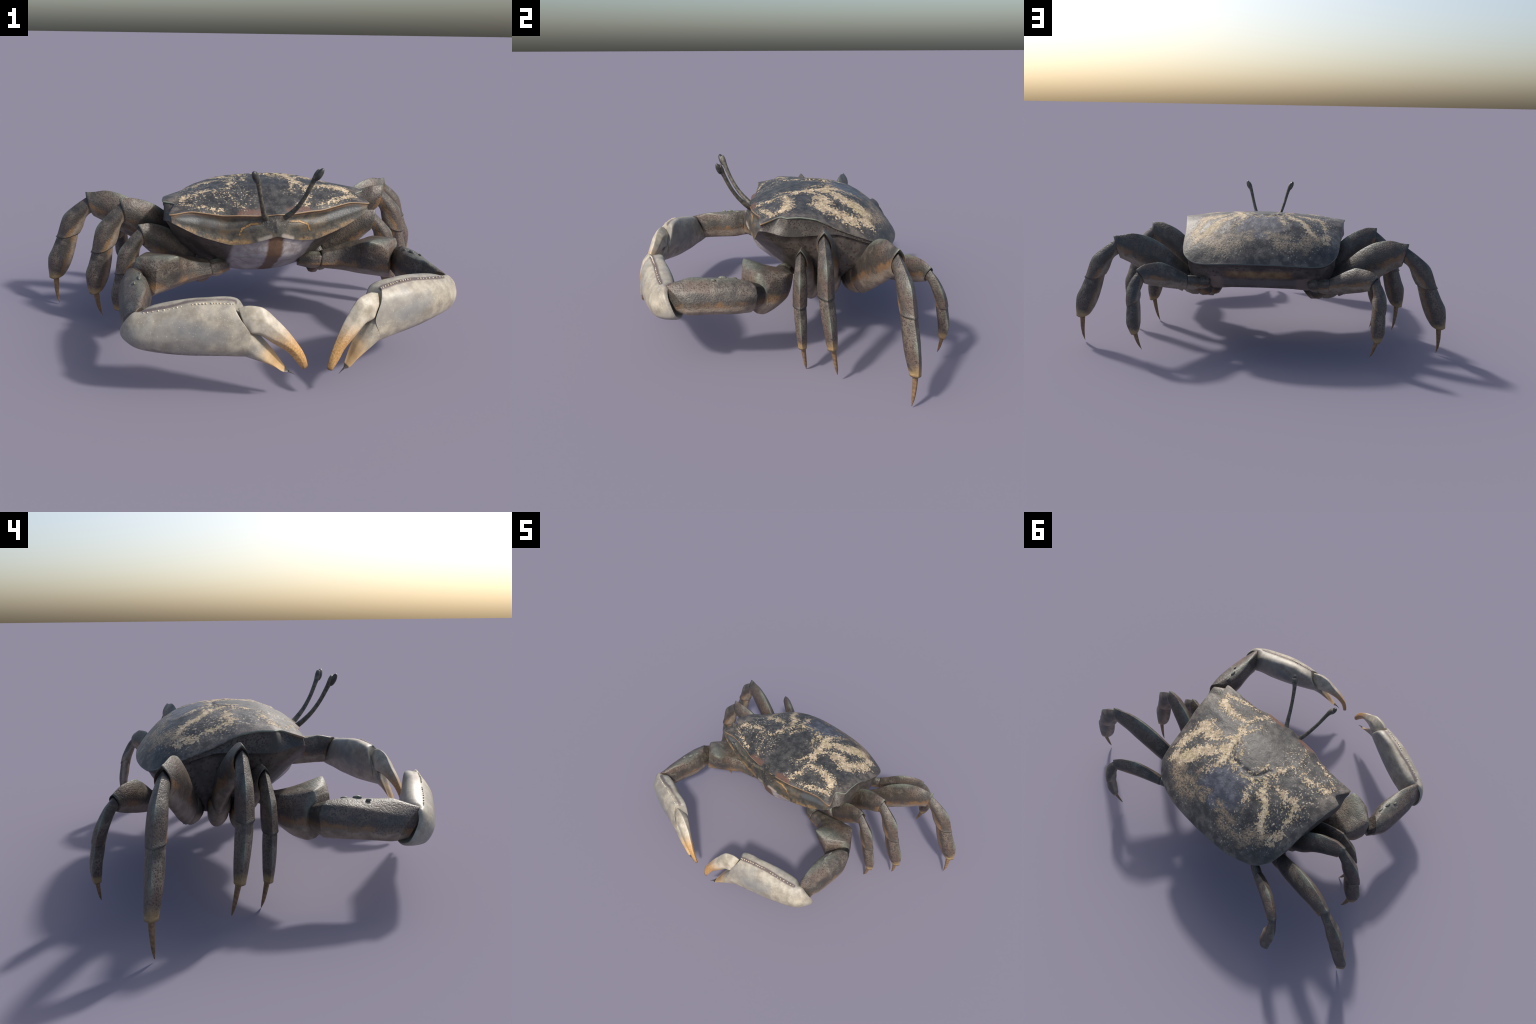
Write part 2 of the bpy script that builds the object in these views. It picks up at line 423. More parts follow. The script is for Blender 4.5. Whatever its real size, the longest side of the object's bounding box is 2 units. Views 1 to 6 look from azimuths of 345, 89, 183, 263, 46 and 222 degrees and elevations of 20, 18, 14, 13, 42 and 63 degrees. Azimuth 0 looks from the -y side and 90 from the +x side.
def palm_material(name):
    g = Nodes(name); x, y, z = g.xyz(g.obj)
    fine = g.noise(g.obj, 130, 3, .65); med = g.noise(g.obj, 22, 5, .65); big = g.noise(g.obj, 6, 4, .55)
    c = g.mix(g.step(med, .30, .70), (.235, .210, .168), (.420, .380, .300))
    c = g.mix(g.mul(g.step(big, .45, .62), .5), c, (.225, .225, .215))
    w = g.vec('SUBTRACT', g.noise(g.obj, 20, 4, .6, color=True), (.5, .5, .5)); q = g.vec('ADD', g.obj, g.vec('SCALE', w, scale=.05))
    # bluish smear high on both faces, dark peppering low on the outside
    qx, qy, qz = g.xyz(q); flat = g.comb(qx, 0.0, qz)
    sm = g.step(g.path(flat, [(.20, 0, .075), (.33, 0, .055)], .022), -.02, .040, 1, 0)
    c = g.mix(g.mul(sm, .60), c, g.mix(med, (.130, .145, .160), (.24, .24, .235)))
    low = g.mul(g.band(qx, .24, .19, .06), g.step(qz, -.060, -.015, 1, 0))
    c = g.mix(g.mul(low, g.step(g.noise(g.obj, 45, 4, .7), .42, .56)), c, (.105, .095, .088))
    seam = g.step(g.path(g.vec('ADD', g.obj, g.vec('SCALE', w, scale=.012)), PALM_SEAM, .0085), -.003, .006, 1, 0)
    c = g.mix(g.mul(seam, .85), c, (.095, .068, .066))
    pep = g.step(g.noise(g.obj, 190, 2, .5), .66, .72)
    c = g.mix(g.mul(pep, .55), c, (.60, .57, .50))
    tip = g.step(g.add(x, g.math('MULTIPLY_ADD', med, .10, -.05)), .465, .55)
    c = g.mix(g.mul(tip, .9), c, g.mix(med, (.34, .17, .055), (.56, .40, .19)))
    rust = g.mul(g.step(g.path(flat, [(.34, 0, -.075), (.42, 0, -.105)], .006), -.006, .014, 1, 0), .55)
    c = g.mix(rust, c, (.50, .34, .18))
    c = g.mix(g.step(x, .580, .586), c, (.05, .045, .04))
    g.finish(c, .44, g.add(g.mul(fine, .5), med), .22, .004)

def finger_material():
    g = Nodes('finger'); x, y, z = g.xyz(g.gen)
    fine = g.noise(g.obj, 150, 3, .65); med = g.noise(g.obj, 25, 4, .6)
    pale = g.mix(g.step(med, .3, .7), (.30, .265, .20), (.50, .455, .37))
    warm = g.mix(g.step(fine, .35, .65), (.36, .185, .055), (.52, .32, .13))
    f = g.step(g.add(g.add(x, g.mul(z, -.22)), g.math('MULTIPLY_ADD', med, .25, -.125)), .22, .62)
    c = g.mix(f, pale, warm)
    c = g.mix(g.mul(g.step(x, .90, 1.0), .6), c, (.20, .12, .05))
    g.finish(c, .42, g.add(fine, med), .2, .003)

def plain(name, a, b, scale, rough=.5, bump=.2, **k):
    g = Nodes(name); n = g.noise(g.obj, scale, 4, .6)
    g.finish(g.mix(g.step(n, .35, .65), a, b), rough, n, bump, .003, **k)
    return g

shell_material(); rim_material(); face_material(); flank_material(); under_material()
limb_material('leg', pale_at=.30, pale_amt=.85, spots=.45)
limb_material('foot', pale_at=.18, spots=.53, ochre=True, light=1.15)
limb_material('arm', pale_at=.31, pale_amt=.9, spots=.48, light=1.3)
plain('stalk', (.045, .045, .038), (.130, .115, .085), 70)
plain('eye', (.026, .027, .025), (.055, .054, .048), 60, .38, .1)
plain('nail', (.14, .085, .042), (.24, .150, .075), 90)
plain('bead', (.48, .40, .28), (.66, .58, .44), 60)
plain('hollow', (.030, .027, .025), (.055, .048, .042), 60, .7)


# ------------------------------------------------------------------ body rings (right half, mirrored)
# upper margin of the shell, from the middle of the front round to the middle of the back
UP = [(0,-.150,.594),(.06,-.144,.590),(.162,-.136,.596),(.230,-.116,.594),(.359,-.099,.614),(.454,-.099,.607),
      (.421,-.016,.630),(.467,.014,.637),(.459,.075,.637),(.448,.145,.623),(.441,.200,.596),(.437,.240,.577),
      (.433,.295,.555),(.424,.370,.527),(.408,.430,.504),(.376,.473,.484),(.335,.503,.473),(.267,.532,.476),
      (.190,.552,.484),(.100,.560,.488),(0,.563,.489)]
LOW = [(0,-.172,.500),(.05,-.162,.484),(.12,-.140,.464),(.20,-.128,.462),(.335,-.122,.510),(.446,-.107,.571),
      (.454,-.060,.567),(.468,-.005,.554),(.464,.045,.549),(.452,.115,.549),(.446,.180,.551),(.436,.235,.550),
      (.430,.290,.535),(.418,.365,.508),(.402,.423,.486),(.370,.464,.468),(.330,.490,.458),(.263,.515,.458),
      (.186,.530,.462),(.098,.537,.465),(0,.540,.466)]
MID = [(0,-.130,.400),(.05,-.122,.395),(.11,-.092,.388),(.19,-.030,.375),(.28,.000,.400),(.350,.020,.430),
      (.370,.050,.430),(.382,.080,.420),(.392,.110,.415),(.400,.160,.405),(.403,.210,.400),(.403,.250,.395),
      (.402,.290,.390),(.396,.345,.390),(.377,.400,.392),(.345,.440,.394),(.300,.462,.398),(.240,.478,.402),
      (.170,.488,.405),(.090,.493,.405),(0,.495,.405)]
BOT = [(0,.030,.275),(.05,.036,.275),(.10,.050,.275),(.150,.068,.278),(.190,.090,.278),(.225,.120,.272),
      (.240,.140,.270),(.250,.160,.267),(.257,.190,.265),(.265,.220,.265),(.270,.250,.268),(.273,.280,.272),
      (.274,.305,.280),(.272,.322,.286),(.266,.340,.292),(.255,.355,.298),(.235,.370,.303),(.200,.380,.308),
      (.150,.390,.312),(.080,.394,.314),(0,.395,.315)]
SPINE_Y = [-.150,-.12,-.06,.02,.10,.17,.25,.33,.40,.46,.51,.545,.563]
SPINE_Z = [.594,.612,.640,.672,.685,.691,.688,.670,.640,.602,.555,.515,.489]
MARGIN_Y = [-.15,-.1,.014,.075,.145,.2,.24,.295,.37,.43,.473,.503,.532,.552,.563]
MARGIN_X = [.42,.454,.467,.459,.448,.441,.437,.433,.424,.408,.376,.335,.267,.20,.15]
MARGIN_Z = [.600,.607,.637,.637,.623,.596,.577,.555,.527,.504,.484,.473,.476,.484,.489]

def dense(ring, per=6, tension=0.32):
    return catmull(ring, np.linspace(0, 1, per * (len(ring) - 1) + 1), False, tension)

def full_ring(h):
    return np.r_[h, (h * A(-1, 1, 1))[-2:0:-1]]

def bump(x, y, cx, cy, rx, ry, a):
    return a * np.exp(-(((np.abs(x) - cx) / rx) ** 2 + ((y - cy) / ry) ** 2))

def groove(x, y, pts, w, a):
    """furrow (or ridge, a < 0) of width w and depth a along a polyline in plan"""
    r = np.full(x.shape, 9.0); X = np.stack([np.abs(x), y], -1)
    for p, q in zip(pts[:-1], pts[1:]):
        p, q = A(*p), A(*q); d = q - p
        t = np.clip(((X - p) @ d) / (d @ d), 0, 1)[..., None]
        r = np.minimum(r, np.linalg.norm(X - p - t * d, axis=-1))
    return -a * np.exp(-(r / w) ** 2)

def shell_relief(x, y):
    z = groove(x, y, [(.115,.140),(.099,.190),(.066,.226),(.020,.222)], .011, .007)      # furrow behind the stomach dome
    z = z + groove(x, y, [(.124,.150),(.112,.205),(.066,.246),(.018,.247)], .012, -.003)
    z = z + groove(x, y, [(.142,-.10),(.172,-.03),(.190,.016),(.150,.100),(.135,.150)], .016, -.0025)
    z = z + groove(x, y, [(.185,-.070),(.230,-.03),(.300,-.02)], .030, .003)
    z = z + groove(x, y, [(.200,.110),(.240,.140),(.330,.120)], .025, .003)
    z = z + groove(x, y, [(.165,.330),(.150,.390),(.085,.425),(.030,.425)], .014, -.0022)
    z = z + bump(x, y, .29, .02, .06, .03, .004) + bump(x, y, .0, .06, .09, .09, .003) + bump(x, y, .28, .22, .08, .07, .003)
    z = z - bump(x, y, 0, .33, .10, .07, .003)
    return z

def shell_mesh(per=12, nr=80):
    U = dense(UP, per); n = len(U); t = np.linspace(0, 1, n)
    # every rim station is joined to a point of the mid line
    yS = np.interp(t, [0, .25, .6, 1], [-.02, .02, .30, .40])
    S = np.stack([np.zeros(n), yS], 1)
    lat = np.array([p for p in UP[5:]] ); lat = lat[np.argsort(lat[:, 1])]
    my, mx, mz = MARGIN_Y, MARGIN_X, MARGIN_Z
    def dome(x, y):
        s = pchip(SPINE_Y, SPINE_Z, np.clip(y, -.150, .563)); X = pchip(my, mx, np.clip(y, -.15, .563)); m = pchip(my, mz, np.clip(y, -.15, .563))
        pw = 2.2 + .7 * np.clip((y - .15) / .2, 0, 1)
        return s - (s - m) * np.clip(np.abs(x) / X, 0, 1.15) ** pw
    half = []
    err = U[:, 2] - dome(U[:, 0], U[:, 1])          # rim height minus dome height: faded in towards the rim
    for r in np.linspace(0, 1, nr) ** .85:
        xy = S + (U[:, :2] - S) * r
        z = dome(xy[:, 0], xy[:, 1]) + err * r ** 7 + shell_relief(xy[:, 0], xy[:, 1]) * (1 - r ** 8)
        z = z + np.array([noise.fractal(Vector((abs(q[0]) * 22, q[1] * 22, 3.1 + .15 * (q[0] > 0))), 1.0, 2.0, 4) for q in xy]) * .0013 * (1 - r ** 8)
        half.append(np.c_[xy, z])
    c = A(0, .2, .5)
    for inset, drop in ((-.002, .002), (-.001, .006), (.010, .009)):      # rolled rim
        d = U - c; d[:, 2] = 0; d /= np.linalg.norm(d, axis=1)[:, None]
        q = U - d * inset; q[:, 2] -= drop
        q[0, 0] = 0; q[-1, 0] = 0
        half.append(q)
    return half

def skin(half_rings, close_centre=None):
    rings = [full_ring(h) for h in half_rings]
    m = len(rings[0]); V = np.concatenate(rings); F = []
    for i in range(len(rings) - 1):
        for j in range(m):
            a, b = i * m + j, i * m + (j + 1) % m
            F.append((a, b, b + m, a + m))
    return V, F

root = bpy.data.objects.new('crab', None)
bpy.context.scene.collection.objects.link(root)
root['label'] = 'dark grey-brown crab with pale claws and cream-mottled shell'
root['category'] = 'crab'
WORLD['crab'] = Matrix.Identity(4)

V, F = skin(shell_mesh())
carapace = make_object('carapace', V, F, 'shell', root)
carapace.data.materials.append(MATS['rim'])
ring_n = 2 * (12 * (len(UP) - 1))
rim_start = len(F) - 3 * ring_n
for i, p in enumerate(carapace.data.polygons):
    if i >= rim_start: p.material_index = 1

# front face, side walls and underside: rings that share their borders
def blend(a, b, t): return a * (1 - t) + b * t
per = 6
U, Lw, Md, Bt = [dense(r, per) for r in (UP, LOW, MID, BOT)]
def inward(R, k):
    c = A(0, .2, .5); d = R - c; d[:, 2] = 0
    d /= np.linalg.norm(d, axis=1)[:, None]
    return R - d * k
U2 = inward(U, .004); U2[:, 2] -= .006
n = len(U); st = np.linspace(0, 20, n)
hollow = np.interp(st, [0, 1, 2, 4, 5, 6, 8, 10, 12, 20], [-.008, .0, .002, .002, .002, .003, .003, .002, 0, 0])
orbit = np.interp(st, [.8, 1.8, 4, 4.8], [0, .010, .008, 0])
rows = []
for k in np.linspace(0, 1, 17):
    r = blend(U2, Lw, k)
    ridge = np.interp(st, [1, 2, 4, 5], [0, .006, .005, 0]) * math.exp(-((k - .48) / .14) ** 2)
    rows.append(r - (r - inward(r, 1)) * (hollow * math.sin(math.pi * k) + orbit * math.exp(-((k - .22) / .12) ** 2) - ridge)[:, None])
for r in rows: r[0, 0] = r[-1, 0] = 0
# face plate = stations 0..5, side wall = the rest
cut = 5 * per
def strip(rows, i0, i1, mirror_join):
    V = []; F = []
    if mirror_join == 'front':
        R = [np.r_[(r[i1:0:-1]) * A(-1, 1, 1), r[i0:i1 + 1]] for r in rows]
    else:
        R = [np.r_[r[i0:i1 + 1], (r[i1 - 1:i0 - 1:-1]) * A(-1, 1, 1)] for r in rows]
    m = len(R[0])
    for i in range(len(R) - 1):
        for j in range(m - 1):
            F.append((i * m + j, i * m + j + 1, (i + 1) * m + j + 1, (i + 1) * m + j))
    return np.concatenate(R), F
V, F = strip(rows, 0, cut, 'front')
make_object('face', V, F, 'face', root)
V, F = strip(rows, cut, n - 1, 'back')
make_object('flank', V, F, 'flank', root)
# underside: lower margin -> middle -> bottom -> centre
L2 = inward(Lw, .010); L2[:, 2] -= .004
und = [Lw, L2]
ctrl = np.stack([L2, Md, Bt])
q = np.linspace(0, 1, 18)[1:]
for t in q:
    und.append(np.stack([pchip([0, .55, 1], ctrl[:, i], [t])[0] for i in range(n)]))
cb = A(0, .23, .285)
for t in (.25, .5, .75, .97):
    r = blend(Bt, np.tile(cb, (n, 1)), t); r[:, 2] -= .004 * math.sin(math.pi * t); und.append(r)
for r in und: r[0, 0] = r[-1, 0] = 0
V, F = skin(und)
make_object('underside', V, [tuple(reversed(f)) for f in F] if False else F, 'underside', root)

# ------------------------------------------------------------------ eyes
stalk = [(.040,-.135,.572),(.060,-.166,.598),(.080,-.206,.642),(.098,-.240,.695),(.115,-.268,.755),(.128,-.282,.790),(.137,-.288,.806)]
for mir in (False, True):
    v, f = tube(stalk, [.0135,.0118,.0096,.0090,.0100,.0130,.0110], nv=50)
    es = make_object('eyestalk', v, f, 'stalk', root, mirror=mir)
    ax = A(.026, -.020, .056); ax /= np.linalg.norm(ax)
    fw = np.cross(ax, A(1, .3, 0)); fw /= np.linalg.norm(fw); sd = np.cross(ax, fw)
    v, f = ellipsoid(A(.1335, -.291, .7905), [ax, fw, sd], (.0310, .0130, .0138))
    make_object('eye', v, f, 'eye', es, mirror=mir)

# ------------------------------------------------------------------ walking legs
# ridge points of the biggest (third) leg; the other legs follow it joint by joint
def seg_map(p0, p1, q0, q1, sideP, sideQ):
    """carry a leg-plane segment p0->p1 onto q0->q1 (similarity in the leg plane)"""
    p0, p1, q0, q1 = map(lambda v: A(*v), (p0, p1, q0, q1))
    a = p1 - p0; La = np.linalg.norm(a); ea = a / La; na = np.cross(sideP, ea)
    b = q1 - q0; Lb = np.linalg.norm(b); eb = b / Lb; nb = np.cross(sideQ, eb); s = Lb / La
    return lambda X: [tuple(q0 + s * (((A(*x) - p0) @ ea) * eb + ((A(*x) - p0) @ na) * nb)) for x in X], s

def plane_side(pts):
    """horizontal direction across a leg, from the plan trend of its points"""
    P = np.asarray(pts)[:, :2]; c = P - P.mean(0)
    u, s, vt = np.linalg.svd(c); d = vt[0]
    if d[0] < 0: d = -d
    return A(-d[1], d[0], 0)

LEG = {}
C = dict(
    spike=(.778,.432,.588), seam=(.943,.469,.370), foot=(.998,.485,.152), tip=(.962,.479,.011),
    mO=[(.37,.325,.385),(.447,.343,.448),(.55,.367,.543),(.632,.388,.588),(.700,.407,.601),(.762,.427,.592),(.790,.435,.592)],
    mI=[(.437,.364,.272),(.505,.381,.310),(.59,.399,.365),(.655,.412,.405),(.705,.421,.440),(.742,.430,.461),(.758,.434,.470)],
    mW=[.066,.080,.084,.080,.072,.062,.058],
    cO=[(.775,.430,.574),(.842,.446,.528),(.904,.460,.472),(.928,.466,.412),(.941,.469,.376),(.949,.470,.365)],
    cI=[(.766,.432,.490),(.784,.436,.478),(.797,.439,.462),(.816,.446,.412),(.828,.449,.390),(.832,.449,.383)],
    cW=[.046,.056,.066,.070,.069,.069],
    pO=[(.937,.467,.378),(.968,.474,.310),(.996,.479,.249),(1.000,.484,.195),(.9995,.485,.165),(1.0,.485,.149)],
    pI=[(.837,.450,.392),(.858,.456,.310),(.886,.463,.228),(.913,.471,.178),(.930,.476,.156),(.939,.477,.150)],
    pW=[.064,.066,.060,.053,.047,.045],
    dO=[(.980,.484,.156),(.980,.484,.10),(.975,.482,.045),(.963,.479,.009)],
    dI=[(.951,.482,.156),(.957,.481,.10),(.961,.480,.045),(.961,.479,.009)],
    dW=[.024,.019,.013,.003])
sideC = plane_side([C['spike'], C['seam'], C['foot'], C['mO'][0]])
C['side'] = sideC

def derive(spike, seam, foot, tip, mO, mI, mW, side_pts):
    L = dict(spike=spike, seam=seam, foot=foot, tip=tip, mO=mO, mI=mI, mW=mW)
    sd = plane_side(side_pts); L['side'] = sd
    for a, (p, q) in dict(c=('spike', 'seam'), p=('seam', 'foot'), d=('foot', 'tip')).items():
        f, s = seg_map(C[p], C[q], L[p], L[q], sideC, sd)
        L[a + 'O'] = f(C[a + 'O']); L[a + 'I'] = f(C[a + 'I']); L[a + 'W'] = [w * s for w in C[a + 'W']]
    return L
B = derive((.641,.158,.618), (.782,.162,.381), (.807,.188,.168), (.754,.215,.037),
    [(.340,.205,.43),(.452,.189,.553),(.505,.176,.590),(.553,.168,.610),(.597,.158,.621),(.645,.158,.620)],
    [(.385,.240,.272),(.445,.229,.333),(.505,.200,.408),(.552,.183,.449),(.597,.172,.481),(.622,.164,.502)],
    [.066,.078,.082,.078,.070,.058], [(.641,.158,0),(.782,.162,0),(.807,.18,0),(.45,.175,0)])
Al = derive((.571,.068,.521), (.687,.059,.305), (.700,.072,.123), (.636,.095,.002),
    [(.31,.120,.37),(.400,.096,.462),(.445,.088,.494),(.490,.081,.513),(.535,.074,.523),(.574,.067,.521)],
    [(.350,.140,.215),(.415,.124,.278),(.468,.112,.325),(.507,.103,.361),(.535,.091,.392),(.556,.076,.418)],
    [.058,.070,.073,.070,.063,.052], [(.571,.068,0),(.687,.059,0),(.70,.072,0),(.40,.092,0)])
D = dict(spike=(.617,.612,.456), seam=(.658,.678,.280), foot=(.636,.693,.131), tip=(.587,.682,.050),
    mO=[(.378,.492,.404),(.415,.502,.426),(.472,.525,.462),(.518,.547,.481),(.575,.582,.478),(.620,.614,.455)],
    mI=[(.388,.492,.322),(.425,.512,.328),(.465,.535,.338),(.510,.562,.352),(.550,.588,.366),(.580,.607,.380)],
    mW=[.052,.058,.060,.058,.052,.046],
    cO=[(.613,.610,.446),(.642,.638,.405),(.661,.660,.350),(.662,.672,.310),(.658,.679,.278)],
    cI=[(.588,.606,.398),(.594,.620,.385),(.596,.636,.365),(.588,.652,.336),(.590,.660,.316)],
    cW=[.036,.042,.047,.050,.051],
    pO=[(.656,.677,.285),(.658,.688,.238),(.657,.697,.193),(.646,.695,.155),(.635,.693,.130)],
    pI=[(.593,.660,.320),(.588,.668,.260),(.587,.676,.205),(.592,.680,.168),(.599,.681,.146)],
    pW=[.048,.048,.043,.038,.033],
    dO=[(.628,.690,.142),(.618,.688,.105),(.604,.685,.072),(.588,.682,.049)],
    dI=[(.606,.684,.150),(.600,.684,.110),(.593,.683,.075),(.586,.682,.049)],
    dW=[.018,.014,.010,.003])
D['side'] = plane_side([D['spike'], D['mO'][0], D['seam']])
ROOTS = dict(A=(.240,.140,.245), B=(.250,.225,.250), C=(.275,.310,.290), D=(.270,.435,.350))
for key, L in dict(A=Al, B=B, C=C, D=D).items():
    for mir in (False, True):
        mO, mI = [np.array(L['mO']), np.array(L['mI'])]
        fr = frame_of((mO[0] + mI[0]) / 2, (mO[-1] + mI[-1]) / 2 - (mO[0] + mI[0]) / 2, mO[3] - mI[3])
        v, f = blade(mO, mI, L['mW'], L['side'], nv=40, cap1='hollow', cap0='flat')
        leg = make_object('walking_leg', v, f, 'leg', root, fr, mir)
        # hip pieces between the body and the thigh
        c0 = (mO[0] + mI[0]) / 2; r0 = np.linalg.norm(mO[0] - mI[0]) / 2
        rt = A(*ROOTS[key]); ax = c0 - rt; ln = np.linalg.norm(ax); ax = ax / ln
        up = (mO[0] - mI[0]); up = up - ax * (up @ ax); up /= np.linalg.norm(up); sd = np.cross(ax, up)
        rings = []
        for t, k in ((0, .62), (.12, .78), (.30, .86), (.42, .80), (.46, .76), (.50, .86), (.7, .95), (.95, .92), (1.08, .80)):
            a = np.linspace(0, 2 * math.pi, 28, endpoint=False)[:, None]
            rings.append(rt + ax * ln * t + r0 * k * (np.cos(a) * up + 0.62 * np.sin(a) * sd) - up * .004 * math.sin(math.pi * min(t, 1)))
        v, f = loft(rings)
        if key == 'C':
            v, f = merge([(v, f), tube([(.462,.366,.300),(.464,.369,.291),(.466,.372,.283)], [.008,.004,.0005], nu=8, nv=8)])
        make_object('hip', v, f, 'leg', leg, fr, mir)
        for nm, a, mat, caps in (('shin', 'c', 'leg', 'hollow'), ('foot', 'p', 'foot', 'hollow'), ('claw', 'd', 'nail', 'flat')):
            O, I = np.array(L[a + 'O']), np.array(L[a + 'I'])
            fr2 = frame_of((O[0] + I[0]) / 2, (O[-1] + I[-1]) / 2 - (O[0] + I[0]) / 2, O[1] - I[1])
            v, f = blade(O, I, L[a + 'W'], L['side'], cap1=caps, sag=(.012 if a == 'c' else .004),
                         sharp=.92 if a != 'd' else .6, blunt=.5)
            make_object(nm, v, f, mat, leg, fr2, mir)

# ------------------------------------------------------------------ claw arms
MER = [
 [(.268,-.024,.346),(.275,.012,.354),(.277,.042,.335),(.274,.032,.288),(.268,-.003,.272),(.262,-.034,.298)],
 [(.350,-.038,.368),(.405,.010,.386),(.420,.047,.360),(.408,.035,.288),(.385,-.018,.254),(.350,-.052,.295)],
 [(.416,-.102,.411),(.470,-.030,.408),(.490,.036,.385),(.480,.025,.288),(.455,-.030,.238),(.400,-.090,.295)],
 [(.437,-.176,.444),(.540,-.085,.428),(.548,.018,.405),(.540,.008,.290),(.515,-.052,.231),(.440,-.128,.300)],
 [(.490,-.182,.424),(.594,-.108,.432),(.588,-.035,.400),(.592,-.030,.290),(.565,-.088,.230),(.505,-.160,.288)],
 [(.530,-.182,.398),(.606,-.114,.408),(.618,-.080,.355),(.610,-.075,.290),(.580,-.118,.240),(.538,-.186,.290)]]
CAR = [
 [(.585,-.172,.392),(.615,-.145,.402),(.640,-.122,.388),(.648,-.112,.348),(.638,-.125,.290),(.605,-.148,.256),(.572,-.185,.272),(.562,-.190,.330)],
 [(.570,-.255,.400),(.605,-.235,.412),(.652,-.205,.392),(.676,-.190,.340),(.672,-.195,.292),(.640,-.215,.264),(.572,-.250,.262),(.550,-.262,.330)],
 [(.580,-.345,.406),(.612,-.330,.412),(.662,-.310,.380),(.682,-.300,.335),(.678,-.300,.292),(.648,-.310,.266),(.590,-.345,.262),(.566,-.350,.330)],
 [(.592,-.390,.414),(.620,-.400,.408),(.664,-.385,.372),(.682,-.375,.332),(.678,-.375,.292),(.652,-.385,.265),(.598,-.400,.262),(.576,-.398,.325)],
 [(.606,-.468,.394),(.633,-.496,.394),(.658,-.462,.362),(.672,-.435,.330),(.670,-.420,.292),(.652,-.418,.268),(.598,-.432,.262),(.585,-.438,.320)]]
PALM = [
 [(.632,-.500,.392),(.670,-.500,.366),(.698,-.480,.318),(.697,-.463,.277),(.664,-.446,.254),(.625,-.440,.254),(.598,-.445,.290),(.606,-.462,.352)],
 [(.604,-.521,.393),(.636,-.545,.360),(.659,-.550,.312),(.655,-.534,.263),(.624,-.500,.236),(.588,-.470,.240),(.566,-.458,.296),(.574,-.472,.386)],
 [(.517,-.549,.405),(.532,-.590,.372),(.539,-.607,.314),(.536,-.590,.250),(.520,-.546,.211),(.498,-.498,.236),(.488,-.476,.312),(.498,-.493,.404)],
 [(.400,-.580,.4195),(.413,-.625,.382),(.419,-.643,.316),(.416,-.630,.244),(.400,-.590,.203),(.383,-.544,.236),(.372,-.516,.315),(.381,-.533,.416)],
 [(.283,-.612,.410),(.270,-.648,.366),(.243,-.670,.305),(.262,-.676,.247),(.268,-.652,.206),(.254,-.612,.235),(.226,-.590,.300),(.250,-.576,.392)],
 [(.232,-.636,.298),(.230,-.658,.288),(.226,-.675,.258),(.228,-.684,.216),(.222,-.674,.189),(.210,-.643,.202),(.203,-.618,.245),(.212,-.614,.288)],
 [(.172,-.650,.218),(.176,-.668,.210),(.177,-.682,.190),(.174,-.692,.170),(.165,-.688,.155),(.158,-.668,.160),(.156,-.652,.182),(.162,-.642,.210)],
 [(.128,-.676,.140),(.130,-.683,.138),(.131,-.690,.134),(.130,-.694,.130),(.126,-.694,.127),(.122,-.686,.127),(.121,-.680,.132),(.123,-.674,.138)],
 [(.117,-.688,.128),(.117,-.690,.128),(.117,-.691,.127),(.116,-.692,.126),(.115,-.691,.126),(.115,-.689,.126),(.115,-.688,.127),(.116,-.687,.128)]]
PALM_S = [0, .10, .25, .43, .62, .73, .87, .98, 1]
DAC = [
 [(.272,-.616,.402),(.266,-.650,.365),(.256,-.655,.315),(.240,-.632,.288),(.236,-.602,.305),(.254,-.592,.360)],
 [(.235,-.626,.402),(.234,-.660,.365),(.236,-.666,.312),(.226,-.638,.286),(.214,-.604,.300),(.220,-.598,.360)],
 [(.190,-.638,.393),(.200,-.668,.358),(.212,-.672,.308),(.208,-.648,.284),(.192,-.614,.296),(.186,-.610,.355)],
 [(.134,-.655,.333),(.146,-.686,.308),(.158,-.692,.276),(.164,-.674,.253),(.148,-.648,.265),(.138,-.640,.300)],
 [(.088,-.680,.265),(.097,-.700,.252),(.106,-.706,.236),(.115,-.694,.214),(.102,-.676,.222),(.094,-.668,.245)],
 [(.050,-.700,.180),(.058,-.708,.176),(.068,-.710,.172),(.084,-.701,.163),(.070,-.690,.168),(.058,-.690,.175)],
 [(.043,-.700,.140),(.050,-.704,.136),(.058,-.705,.133),(.065,-.698,.128),(.058,-.692,.130),(.050,-.693,.136)]]
_c = np.mean(DAC[0], 0)
DAC[0] = [tuple(_c + (A(*p) - _c) * .86) for p in DAC[0]]
DAC_S = [0, .12, .28, .5, .72, .93, 1]
BEADS = [(.604,-.521,.393),(.517,-.549,.405),(.446,-.566,.416),(.384,-.585,.421),(.337,-.596,.417),(.282,-.612,.410)]

# the left claw hangs a little lower: landmark pairs give its pose
same = lambda X: np.asarray(X, float)
palm_pose = rigid_fit([(.605,-.521,.392),(.282,-.610,.408),(.116,-.690,.127),(.095,-.695,.110),(.052,-.695,.119),(.630,-.501,.393)],
                      [(.613,-.524,.362),(.296,-.623,.407),(.100,-.679,.139),(.078,-.684,.123),(.039,-.686,.137),(.647,-.503,.357)])
car_pose = rigid_fit([(.630,-.501,.393),(.640,-.497,.395),(.645,-.110,.360),(.600,-.148,.254),(.658,-.415,.268)],
                     [(.647,-.503,.357),(.633,-.507,.356),(.658,-.106,.359),(.602,-.150,.254),(.677,-.409,.254)])
